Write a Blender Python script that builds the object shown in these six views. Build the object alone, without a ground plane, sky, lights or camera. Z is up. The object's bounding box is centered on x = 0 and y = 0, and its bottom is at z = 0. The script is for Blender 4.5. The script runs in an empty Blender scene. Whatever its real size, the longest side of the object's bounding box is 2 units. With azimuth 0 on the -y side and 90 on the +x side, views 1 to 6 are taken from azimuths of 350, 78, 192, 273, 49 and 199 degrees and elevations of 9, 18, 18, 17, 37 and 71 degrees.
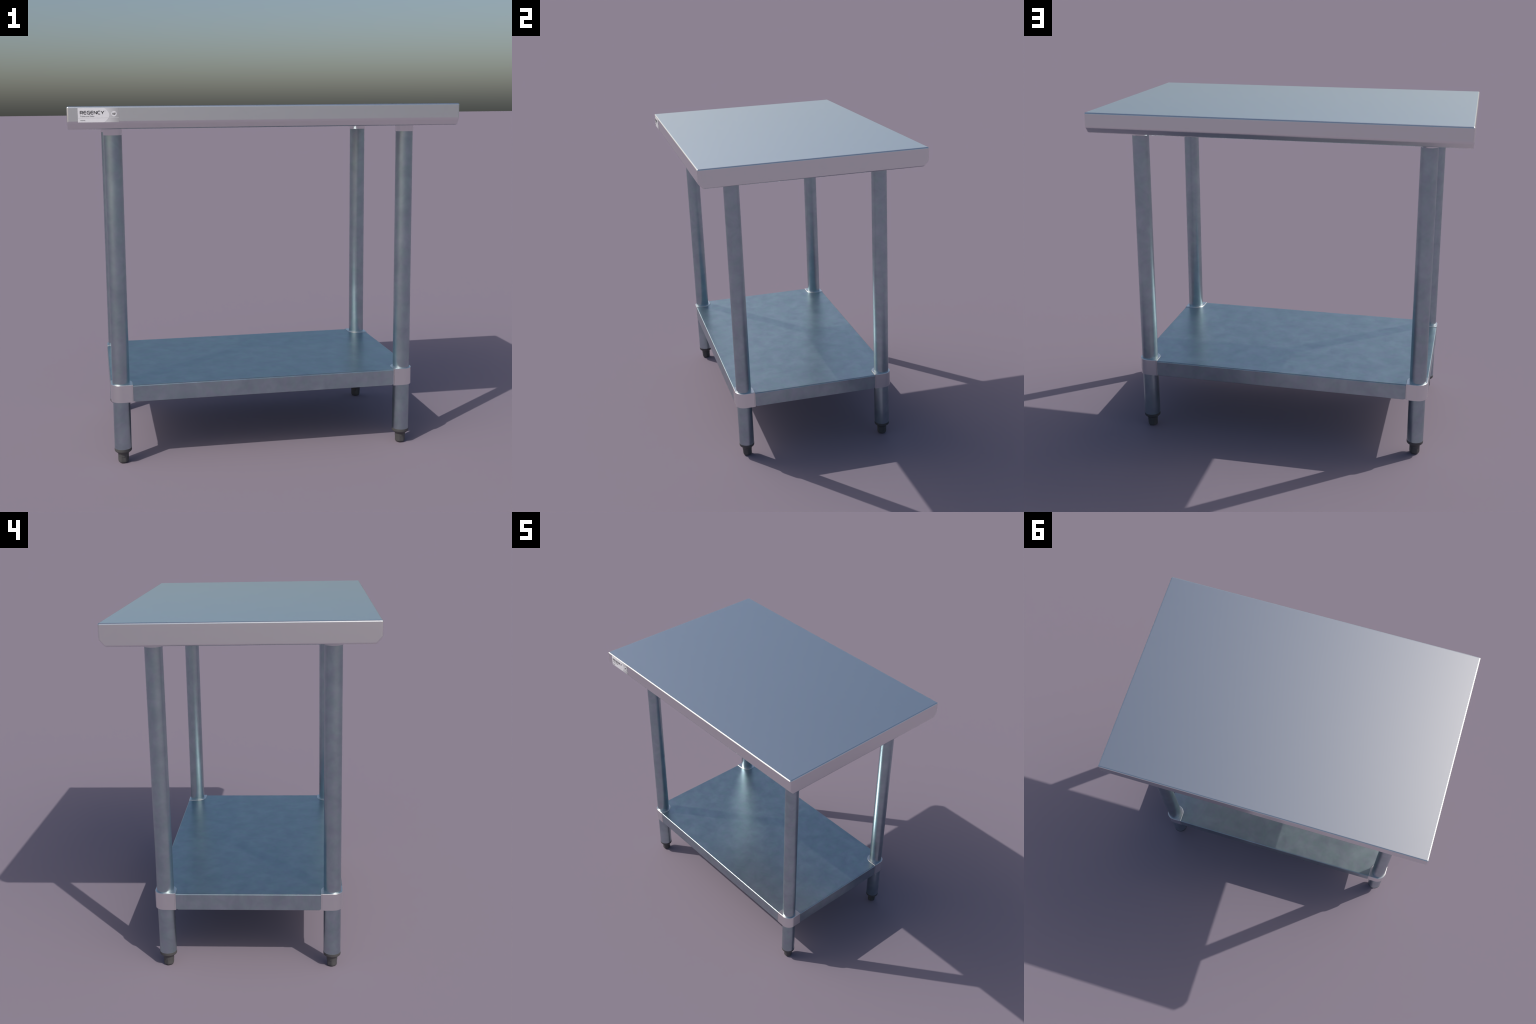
import bpy, bmesh, math
from mathutils import Vector

# ------------------------------------------------------------------ sizes (metres)
HX, HY, H = 1.0, 0.6667, 1.8889          # tabletop half width, half depth, height
Z_FACE, Z_RIM, CUT = 1.8092, 1.7773, 0.0280   # apron face foot, rim, slanted under-edge
LX, LY, LR = 0.7777, 0.4445, 0.0456      # leg axis offsets, leg radius
LEG_Z0, LEG_Z1 = 0.0808, 1.84
SX, SY, SZ1, SZ0 = 0.8322, 0.4988, 0.4352, 0.3450   # undershelf
RC, RO = 0.0602, 0.0547                  # shelf collar: inner round, outer round
scene = bpy.context.scene


# ------------------------------------------------------------------ helpers
def make(name, bm, mat, parent, sharp=35.0, recalc=True):
    if recalc:
        bmesh.ops.recalc_face_normals(bm, faces=bm.faces)
    me = bpy.data.meshes.new(name)
    bm.to_mesh(me)
    bm.free()
    for p in me.polygons:
        p.use_smooth = True
    me.set_sharp_from_angle(angle=math.radians(sharp))
    me.materials.append(mat)
    ob = bpy.data.objects.new(name, me)
    scene.collection.objects.link(ob)
    ob.parent = parent
    return ob


def loft(bm, rings, closed_caps=(True, True)):
    """skin a stack of equal-length closed rings"""
    vs = [[bm.verts.new(p) for p in r] for r in rings]
    n = len(vs[0])
    for a, b in zip(vs, vs[1:]):
        for i in range(n):
            j = (i + 1) % n
            bm.faces.new((a[i], a[j], b[j], b[i]))
    if closed_caps[0]:
        bm.faces.new(vs[0][::-1])
    if closed_caps[1]:
        bm.faces.new(vs[-1])
    return vs


def circle(r, z, n=72, cx=0.0, cy=0.0):
    return [(cx + r * math.cos(2 * math.pi * i / n), cy + r * math.sin(2 * math.pi * i / n), z) for i in range(n)]


def lathe(name, profile, mat, parent, n=72, sharp=35.0):
    bm = bmesh.new()
    loft(bm, [circle(r, z, n) for r, z in profile])
    return make(name, bm, mat, parent, sharp)


def box(name, x0, x1, y0, y1, z0, z1, mat, parent, bev=0.0):
    bm = bmesh.new()
    loft(bm, [[(x0, y0, z), (x1, y0, z), (x1, y1, z), (x0, y1, z)] for z in (z0, z1)])
    if bev:
        bmesh.ops.bevel(bm, geom=list(bm.edges), offset=bev, segments=2, profile=0.5, affect='EDGES')
    return make(name, bm, mat, parent)


# ------------------------------------------------------------------ materials
def new_mat(name):
    m = bpy.data.materials.new(name)
    m.use_nodes = True
    nt = m.node_tree
    return m, nt, nt.nodes["Principled BSDF"]


def stainless():
    m, nt, b = new_mat("brushed_stainless")
    tc = nt.nodes.new("ShaderNodeTexCoord")
    mp = nt.nodes.new("ShaderNodeMapping")
    mp.inputs["Scale"].default_value = (1.5, 90.0, 90.0)      # faint grain along the width
    nz = nt.nodes.new("ShaderNodeTexNoise")
    nz.inputs["Scale"].default_value = 4.0
    nz.inputs["Detail"].default_value = 3.0
    mr = nt.nodes.new("ShaderNodeMapRange")
    mr.inputs["To Min"].default_value = 0.29
    mr.inputs["To Max"].default_value = 0.31
    nt.links.new(tc.outputs["Object"], mp.inputs["Vector"])
    nt.links.new(mp.outputs["Vector"], nz.inputs["Vector"])
    nt.links.new(nz.outputs["Fac"], mr.inputs["Value"])
    nt.links.new(mr.outputs["Result"], b.inputs["Roughness"])
    b.inputs["Base Color"].default_value = (0.868, 0.870, 0.852, 1)
    b.inputs["Coat Weight"].default_value = 0.75       # clear polished skin, only tells at grazing angles
    b.inputs["Coat Roughness"].default_value = 0.06
    b.inputs["Metallic"].default_value = 1.0
    return m


def galvanised():
    m, nt, b = new_mat("galvanised_steel")
    tc = nt.nodes.new("ShaderNodeTexCoord")
    geo = nt.nodes.new("ShaderNodeObjectInfo")
    add = nt.nodes.new("ShaderNodeVectorMath")
    add.operation = 'ADD'
    nt.links.new(tc.outputs["Object"], add.inputs[0])
    sc = nt.nodes.new("ShaderNodeVectorMath")
    sc.operation = 'SCALE'
    sc.inputs["Scale"].default_value = 3.7
    nt.links.new(geo.outputs["Location"], sc.inputs[0])
    nt.links.new(sc.outputs["Vector"], add.inputs[1])
    # large soft clouds
    n1 = nt.nodes.new("ShaderNodeTexNoise")
    n1.inputs["Scale"].default_value = 11.0
    n1.inputs["Detail"].default_value = 6.0
    n1.inputs["Roughness"].default_value = 0.62
    n1.inputs["Distortion"].default_value = 0.35
    nt.links.new(add.outputs["Vector"], n1.inputs["Vector"])
    r1 = nt.nodes.new("ShaderNodeValToRGB")
    e = r1.color_ramp.elements
    e[0].position, e[0].color = 0.33, (0.335, 0.425, 0.460, 1)
    e[1].position, e[1].color = 0.68, (0.510, 0.620, 0.640, 1)
    nt.links.new(n1.outputs["Fac"], r1.inputs["Fac"])
    # second hue drift: teal against violet-grey spangle
    n2 = nt.nodes.new("ShaderNodeTexNoise")
    n2.inputs["Scale"].default_value = 24.0
    n2.inputs["Detail"].default_value = 5.0
    nt.links.new(add.outputs["Vector"], n2.inputs["Vector"])
    r2 = nt.nodes.new("ShaderNodeValToRGB")
    e = r2.color_ramp.elements
    e[0].position, e[0].color = 0.35, (0.435, 0.480, 0.560, 1)
    e[1].position, e[1].color = 0.65, (0.395, 0.535, 0.540, 1)
    nt.links.new(n2.outputs["Fac"], r2.inputs["Fac"])
    mx = nt.nodes.new("ShaderNodeMix")
    mx.data_type = 'RGBA'
    mx.inputs["Factor"].default_value = 0.50
    nt.links.new(r1.outputs["Color"], mx.inputs["A"])
    nt.links.new(r2.outputs["Color"], mx.inputs["B"])
    nt.links.new(mx.outputs["Result"], b.inputs["Base Color"])
    mr = nt.nodes.new("ShaderNodeMapRange")
    mr.inputs["To Min"].default_value = 0.29
    mr.inputs["To Max"].default_value = 0.345
    nt.links.new(n1.outputs["Fac"], mr.inputs["Value"])
    nt.links.new(mr.outputs["Result"], b.inputs["Roughness"])
    b.inputs["Metallic"].default_value = 1.0
    return m


def plain(name, col, rough, metallic=0.0, grain=0.0):
    m, nt, b = new_mat(name)
    b.inputs["Roughness"].default_value = rough
    b.inputs["Metallic"].default_value = metallic
    tc = nt.nodes.new("ShaderNodeTexCoord")
    nz = nt.nodes.new("ShaderNodeTexNoise")
    nz.inputs["Scale"].default_value = 60.0
    nt.links.new(tc.outputs["Object"], nz.inputs["Vector"])
    rp = nt.nodes.new("ShaderNodeValToRGB")
    e = rp.color_ramp.elements
    e[0].position, e[1].position = 0.3, 0.7
    e[0].color = tuple(c * (1 - grain) for c in col) + (1,)
    e[1].color = tuple(min(1, c * (1 + grain)) for c in col) + (1,)
    nt.links.new(nz.outputs["Fac"], rp.inputs["Fac"])
    nt.links.new(rp.outputs["Color"], b.inputs["Base Color"])
    return m


def label_gradient(x0, x1):
    """printed silver fade on the right part of the sticker"""
    m, nt, b = new_mat("label_silver_fade")
    tc = nt.nodes.new("ShaderNodeTexCoord")
    sx = nt.nodes.new("ShaderNodeSeparateXYZ")
    mr = nt.nodes.new("ShaderNodeMapRange")
    mr.inputs["From Min"].default_value = x0
    mr.inputs["From Max"].default_value = x1
    rp = nt.nodes.new("ShaderNodeValToRGB")
    e = rp.color_ramp.elements
    e[0].position, e[0].color = 0.0, (0.74, 0.74, 0.75, 1)
    e[1].position, e[1].color = 1.0, (0.40, 0.40, 0.41, 1)
    nt.links.new(tc.outputs["Object"], sx.inputs["Vector"])
    nt.links.new(sx.outputs["X"], mr.inputs["Value"])
    nt.links.new(mr.outputs["Result"], rp.inputs["Fac"])
    nt.links.new(rp.outputs["Color"], b.inputs["Base Color"])
    b.inputs["Roughness"].default_value = 0.45
    return m


STEEL = stainless()
GALV = galvanised()
RUBBER = plain("dark_grey_plastic", (0.080, 0.080, 0.080), 0.55, 0.0, 0.06)
WHITE = plain("label_white", (0.86, 0.86, 0.87), 0.45, 0.0, 0.01)
INK = plain("label_ink", (0.022, 0.020, 0.022), 0.5)
INK_GREY = plain("label_grey_ink", (0.16, 0.16, 0.165), 0.5)
RULE_GREY = plain("label_rule_grey", (0.60, 0.60, 0.61), 0.5)

# ------------------------------------------------------------------ the thing
table = bpy.data.objects.new("work_table", None)
scene.collection.objects.link(table)
table["label"] = "stainless steel kitchen work table with galvanised undershelf and legs"
table["category"] = "work table"


# ------------------------------------------------------------------ tabletop: folded sheet pan
def build_tabletop():
    bm = bmesh.new()
    prof = [(-HY + CUT, Z_RIM), (-HY, Z_FACE), (-HY, H), (HY, H), (HY, Z_FACE), (HY - CUT, Z_RIM)]
    L = [bm.verts.new((-HX, y, z)) for y, z in prof]
    R = [bm.verts.new((HX, y, z)) for y, z in prof]
    for i in range(5):
        bm.faces.new((L[i], L[i + 1], R[i + 1], R[i]))
    bm.faces.new(L)
    bm.faces.new(R)
    lip = 0.014                                     # folded return under the rim
    yl = HY - CUT - lip
    xl = HX - lip
    a = bm.verts.new((-xl, -yl, Z_RIM)); b = bm.verts.new((xl, -yl, Z_RIM))
    c = bm.verts.new((xl, yl, Z_RIM)); d = bm.verts.new((-xl, yl, Z_RIM))
    for f in ((L[0], R[0], b, a), (R[0], R[5], c, b), (R[5], L[5], d, c), (L[5], L[0], a, d)):
        bm.faces.new(f)
    bmesh.ops.recalc_face_normals(bm, faces=bm.faces)
    if max(bm.faces, key=lambda f: f.calc_center_median().z).normal.z < 0:
        bmesh.ops.reverse_faces(bm, faces=bm.faces)
    edges = [e for e in bm.edges if len(e.link_faces) == 2 and e.calc_face_angle() > 0.2]
    bmesh.ops.bevel(bm, geom=edges, offset=0.0085, segments=5, profile=0.5, affect='EDGES', clamp_overlap=True)
    ob = make("tabletop", bm, STEEL, table, 60.0, recalc=False)
    s = ob.modifiers.new("sheet", 'SOLIDIFY')
    s.thickness = 0.005
    s.offset = -1.0
    w = ob.modifiers.new("flat_faces", 'WEIGHTED_NORMAL')
    w.weight = 100
    w.keep_sharp = True
    return ob


top = build_tabletop()
# hat channels stiffening the underside above each pair of legs
for sx in (-1, 1):
    box("support_channel", sx * LX - 0.075, sx * LX + 0.075, -HY + 0.06, HY - 0.06, 1.852, H - 0.0065, STEEL, top, 0.003)

# ------------------------------------------------------------------ legs, feet, sockets
leg_me = foot_me = sock_me = None


def foot_rings():
    """plastic bullet foot: flange, cone, then a round shank milled to six flats"""
    n = 96
    ap = 0.0263

    def ring(r, z, flats):
        out = []
        for i in range(n):
            t = 2 * math.pi * i / n
            rr = r
            if flats:
                k = t % (math.pi / 3) - math.pi / 6      # flats face -y, +y ...
                rr = min(r, flats / math.cos(k))
            out.append((rr * math.cos(t), rr * math.sin(t), z))
        return out
    prof = [(0.0195, 0.0, 0.0190), (0.0232, 0.0008, 0.0220), (0.0260, 0.0032, 0.0244), (0.0276, 0.0075, 0.0258),
            (0.0285, 0.012, ap), (0.0287, 0.0335, ap), (0.0287, 0.0346, None), (0.0289, 0.0485, None),
            (0.0296, 0.0515, None), (0.0440, 0.0640, None), (0.0456, 0.0665, None), (0.0462, 0.0695, None),
            (0.0462, 0.0808, None), (0.0440, 0.0815, None)]
    return [ring(*p) for p in prof]


leg_objs = []
for sx in (-1, 1):
    for sy in (-1, 1):
        if leg_me is None:
            leg = lathe("leg", [(LR, LEG_Z0), (LR, LEG_Z1)], GALV, table, 96)
            leg_me = leg.data
            bm = bmesh.new()
            loft(bm, foot_rings())
            foot = make("foot", bm, RUBBER, leg, 32.0)
            foot_me = foot.data
            sock = lathe("leg_socket", [(0.0460, 1.7455), (0.0475, 1.7443), (0.0485, 1.7455), (0.0487, 1.855)], STEEL, leg, 96, 60)
            sock_me = sock.data
        else:
            leg = bpy.data.objects.new("leg", leg_me)
            foot = bpy.data.objects.new("foot", foot_me)
            sock = bpy.data.objects.new("leg_socket", sock_me)
            for o in (leg, foot, sock):
                scene.collection.objects.link(o)
            leg.parent = table
            foot.parent = leg
            sock.parent = leg
        leg.location = (sx * LX, sy * LY - 0.0008, 0)
        leg_objs.append(leg)


# ------------------------------------------------------------------ undershelf
def build_shelf():
    gap = 0.0006
    rc = RC + gap
    pts = []                        # (x, y, nx, ny, notch) for the +x +y corner, walked clockwise
    na = 14
    corner = [(LX - 0.075, SY, 0, 1, 0), (LX - 0.069, SY, 0, 1, 0), (LX - 0.0665, SY, 0, 1, 1), (LX - rc, SY, 0, 1, 1)]
    for i in range(na + 1):
        t = math.pi + (math.pi / 2) * i / na
        corner.append((LX + rc * math.cos(t), LY + rc * math.sin(t), 0, 0, 0))
    corner += [(SX, LY - rc, 1, 0, 1), (SX, LY - 0.0665, 1, 0, 1), (SX, LY - 0.069, 1, 0, 0), (SX, LY - 0.075, 1, 0, 0)]
    for sx, sy in ((1, 1), (1, -1), (-1, -1), (-1, 1)):
        c = [(x * sx, y * sy, nx * sx, ny * sy, k) for x, y, nx, ny, k in corner]
        if sx * sy < 0:
            c = c[::-1]
        pts += c
    r = 0.0065

    def ring(inset, z, notch=0.0):
        return [(x - nx * inset, y - ny * inset, z + notch * k) for x, y, nx, ny, k in pts]
    rings = []
    for i in range(6):
        t = (math.pi / 2) * i / 5
        rings.append(ring(r * (1 - math.sin(t)), SZ1 - r * (1 - math.cos(t))))
    rings.append(ring(0.0, SZ0 + 0.002, 0.0028))
    rings.append(ring(0.002, SZ0, 0.0035))
    rings.append(ring(0.028, SZ0, 0.0035))          # return lip
    rings.append(ring(0.028, SZ0 + 0.004))
    rings.append(ring(0.005, SZ0 + 0.004))
    rings.append(ring(0.005, SZ1 - 0.007))
    bm = bmesh.new()
    loft(bm, rings)
    ob = make("undershelf", bm, GALV, table, 45.0)
    w = ob.modifiers.new("flat_faces", 'WEIGHTED_NORMAL')
    w.weight = 100
    w.keep_sharp = True
    return ob


shelf = build_shelf()
shelf.location.y = -0.0008                # the frame sits a hair forward of the top


def build_collar(sx, sy):
    """cast corner clamp: hugs the leg outside, rounds into the shelf cut-out inside"""
    seg = 16
    step, tab, groove = 0.0553, 0.0006, 0.0042      # thin parting line before the end tab

    def outline(inset):
        ro, rc = RO - inset, RC - inset
        p = [(-rc, RO - tab - inset), (-rc, 0.03)]
        for i in range(seg + 1):
            t = math.pi + (math.pi / 2) * i / seg
            p.append((rc * math.cos(t), rc * math.sin(t)))
        p += [(0.03, -rc), (RO - tab - inset, -rc), (RO - tab - inset, -step), (RO - groove, -step + 0.0004), (RO - groove, -step + 0.0014), (ro, -step + 0.0016)]
        for i in range(seg + 1):
            t = (math.pi / 2) * i / seg
            p.append((ro * math.cos(t), ro * math.sin(t)))
        p += [(-step + 0.0016, ro), (-step + 0.0014, RO - groove), (-step + 0.0004, RO - groove), (-step, RO - tab - inset)]
        return p
    z1 = SZ1 + 0.0035
    r = 0.0034
    levels = [(0.0, SZ0 - 0.0012)]
    for i in range(5):
        t = (math.pi / 2) * i / 4
        levels.append((r * (1 - math.cos(t)), z1 - r * (1 - math.sin(t))))
    bm = bmesh.new()
    loft(bm, [[(x * sx, y * sy, z) for x, y in outline(k)] for k, z in levels])
    ob = make("shelf_collar", bm, STEEL, shelf, 40.0)
    ob.location = (sx * LX, sy * LY, 0)
    w = ob.modifiers.new("flat_faces", 'WEIGHTED_NORMAL')
    w.weight = 100
    w.keep_sharp = True
    return ob


for sx in (-1, 1):
    for sy in (-1, 1):
        build_collar(sx, sy)

# ------------------------------------------------------------------ sticker on the front apron
YF = -HY                                   # apron face
LBX0, LBX1, LBZ0, LBZ1 = -0.9468, -0.7508, 1.8118, 1.8806


def slab(name, outline, y0, y1, mat):
    """outline in x,z given counter-clockwise; thin printed layer from y0 (back) to y1 (front)"""
    bm = bmesh.new()
    loft(bm, [[(x, y, z) for x, z in outline] for y in (y0, y1)])
    return make(name, bm, mat, top)


slab("label_plate", [(LBX0, LBZ0), (LBX1, LBZ0), (LBX1, LBZ1), (LBX0, LBZ1)], YF + 0.001, YF - 0.0008,
     label_gradient(-0.818, LBX1))
# white field with a bowed right end
bow = [(LBX0 + 0.0002, LBZ0 + 0.0002)]
for i in range(25):
    t = -1 + 2 * i / 24
    bow.append((-0.7962 - 0.0245 * abs(t) ** 1.9, (LBZ0 + LBZ1) / 2 + t * (LBZ1 - LBZ0 - 0.0004) / 2))
bow.append((LBX0 + 0.0002, LBZ1 - 0.0002))
slab("label_field", bow, YF, YF - 0.0013, WHITE)
# ruled line across the sticker
slab("label_rule", [(LBX0 + 0.001, 1.8326), (-0.7995, 1.8326), (-0.7995, 1.8334), (LBX0 + 0.001, 1.8334)], YF, YF - 0.0016, RULE_GREY)
slab("label_rule", [(-0.7995, 1.8326), (LBX1, 1.8326), (LBX1, 1.8335), (-0.7995, 1.8335)], YF, YF - 0.0012, WHITE)
# round certification badge
slab("label_badge", [(-0.7740 + 0.0130 * math.cos(2 * math.pi * i / 48), 1.8523 + 0.0130 * math.sin(2 * math.pi * i / 48)) for i in range(48)],
     YF, YF - 0.0013, WHITE)


# --- the large word: drawn as wide strokes (the two E's have round backs)
def arc(cx, cz, rx, rz, a0, a1, n=9):
    return [(cx + rx * math.cos(math.radians(a0 + (a1 - a0) * i / n)), cz + rz * math.sin(math.radians(a0 + (a1 - a0) * i / n))) for i in range(n + 1)]


def stroke(bm, pts, w, y0, y1):
    """flat ribbon of width w along a polyline, mitred, thickness y0..y1"""
    P = [Vector(p) for p in pts]
    lo, hi = [], []
    for i, p in enumerate(P):
        d0 = (P[i] - P[i - 1]).normalized() if i > 0 else (P[1] - P[0]).normalized()
        d1 = (P[i + 1] - P[i]).normalized() if i < len(P) - 1 else d0
        t = (d0 + d1).normalized()
        nrm = Vector((-t.y, t.x))
        k = w / 2 / max(0.45, nrm.dot(Vector((-d0.y, d0.x))))
        lo.append(p - nrm * k)
        hi.append(p + nrm * k)
    ring = lo + hi[::-1]
    n = len(lo)
    A = [bm.verts.new((p.x, y0, p.y)) for p in ring]
    B = [bm.verts.new((p.x, y1, p.y)) for p in ring]
    m = len(ring)
    for i in range(m):
        j = (i + 1) % m
        bm.faces.new((A[i], A[j], B[j], B[i]))
    for i in range(n - 1):
        bm.faces.new((B[i], B[i + 1], B[m - 2 - i], B[m - 1 - i]))
        bm.faces.new((A[i], A[m - 1 - i], A[m - 2 - i], A[i + 1]))


ROUND_BACK = lambda: [(1.0, 1.0), (0.42, 1.0)] + arc(0.42, 0.5, 0.42, 0.5, 90, 270, 12)[1:] + [(1.0, 0.0)]
GLYPHS = {   # strokes in a unit box, with letter width
    'R': (0.88, [[(0.0, 0.0), (0.0, 1.0)], [(0.0, 1.0), (0.70, 1.0)] + arc(0.70, 0.72, 0.28, 0.28, 90, -90, 8)[1:] + [(0.0, 0.44)], [(0.50, 0.44), (1.0, 0.0)]]),
    'E': (0.82, [ROUND_BACK(), [(0.02, 0.5), (0.92, 0.5)]]),
    'G': (0.92, [[(1.0, 1.0), (0.42, 1.0)] + arc(0.42, 0.5, 0.42, 0.5, 90, 270, 12)[1:] + [(0.95, 0.0), (0.95, 0.46), (0.5, 0.46)]]),
    'N': (0.90, [[(0.0, 0.0), (0.0, 1.0)], [(0.0, 1.0), (1.0, 0.0)], [(1.0, 0.0), (1.0, 1.0)]]),
    'C': (0.84, [ROUND_BACK()]),
    'Y': (1.00, [[(0.0, 1.0), (0.5, 0.46)], [(1.0, 1.0), (0.5, 0.46)], [(0.5, 0.50), (0.5, 0.0)]]),
}
WORD = "REGENCY"
X0, X1, Z0, Z1 = -0.9355, -0.8222, 1.8513, 1.8658
gap = 0.30
total = sum(GLYPHS[c][0] for c in WORD) + gap * (len(WORD) - 1)
u = (X1 - X0) / total
x = X0
for c in WORD:
    w, strokes = GLYPHS[c]
    bm = bmesh.new()
    for k, s in enumerate(strokes):
        d = 0.00008 * k
        stroke(bm, [(x + px * w * u, Z0 + pz * (Z1 - Z0)) for px, pz in s], 0.0032, YF, YF - 0.0018 - d)
    make("label_letter", bm, INK, top, 30.0)
    x += (w + gap) * u


# --- small print with the built-in font
def small_text(body, x0, x1, z0, size, mat, bold):
    cu = bpy.data.curves.new("label_print", 'FONT')
    cu.body = body
    cu.size = size
    cu.extrude = 0.0003
    cu.offset = bold
    tmp = bpy.data.objects.new("label_print", cu)
    scene.collection.objects.link(tmp)
    dg = bpy.context.evaluated_depsgraph_get()
    me = bpy.data.meshes.new_from_object(tmp.evaluated_get(dg))
    bpy.data.objects.remove(tmp)
    xs = [v.co.x for v in me.vertices]
    lo, hi = min(xs), max(xs)
    for v in me.vertices:
        px, py, pz = v.co
        v.co = (x0 + (px - lo) / (hi - lo) * (x1 - x0), YF - 0.0015 - pz, z0 + py)
    me.materials.clear()
    me.materials.append(mat)
    ob = bpy.data.objects.new("label_print", me)
    scene.collection.objects.link(ob)
    ob.parent = top
    return ob


small_text("Tables and Sinks", -0.9363, -0.8690, 1.8382, 0.0092, INK_GREY, 0.0)
small_text("MODEL:", -0.9363, -0.9110, 1.8192, 0.0066, INK_GREY, 0.0)
small_text("TM", -0.8190, -0.8150, 1.8650, 0.0030, INK_GREY, 0.0)
small_text("NSF", -0.7818, -0.7664, 1.8476, 0.0138, INK, 0.0003)
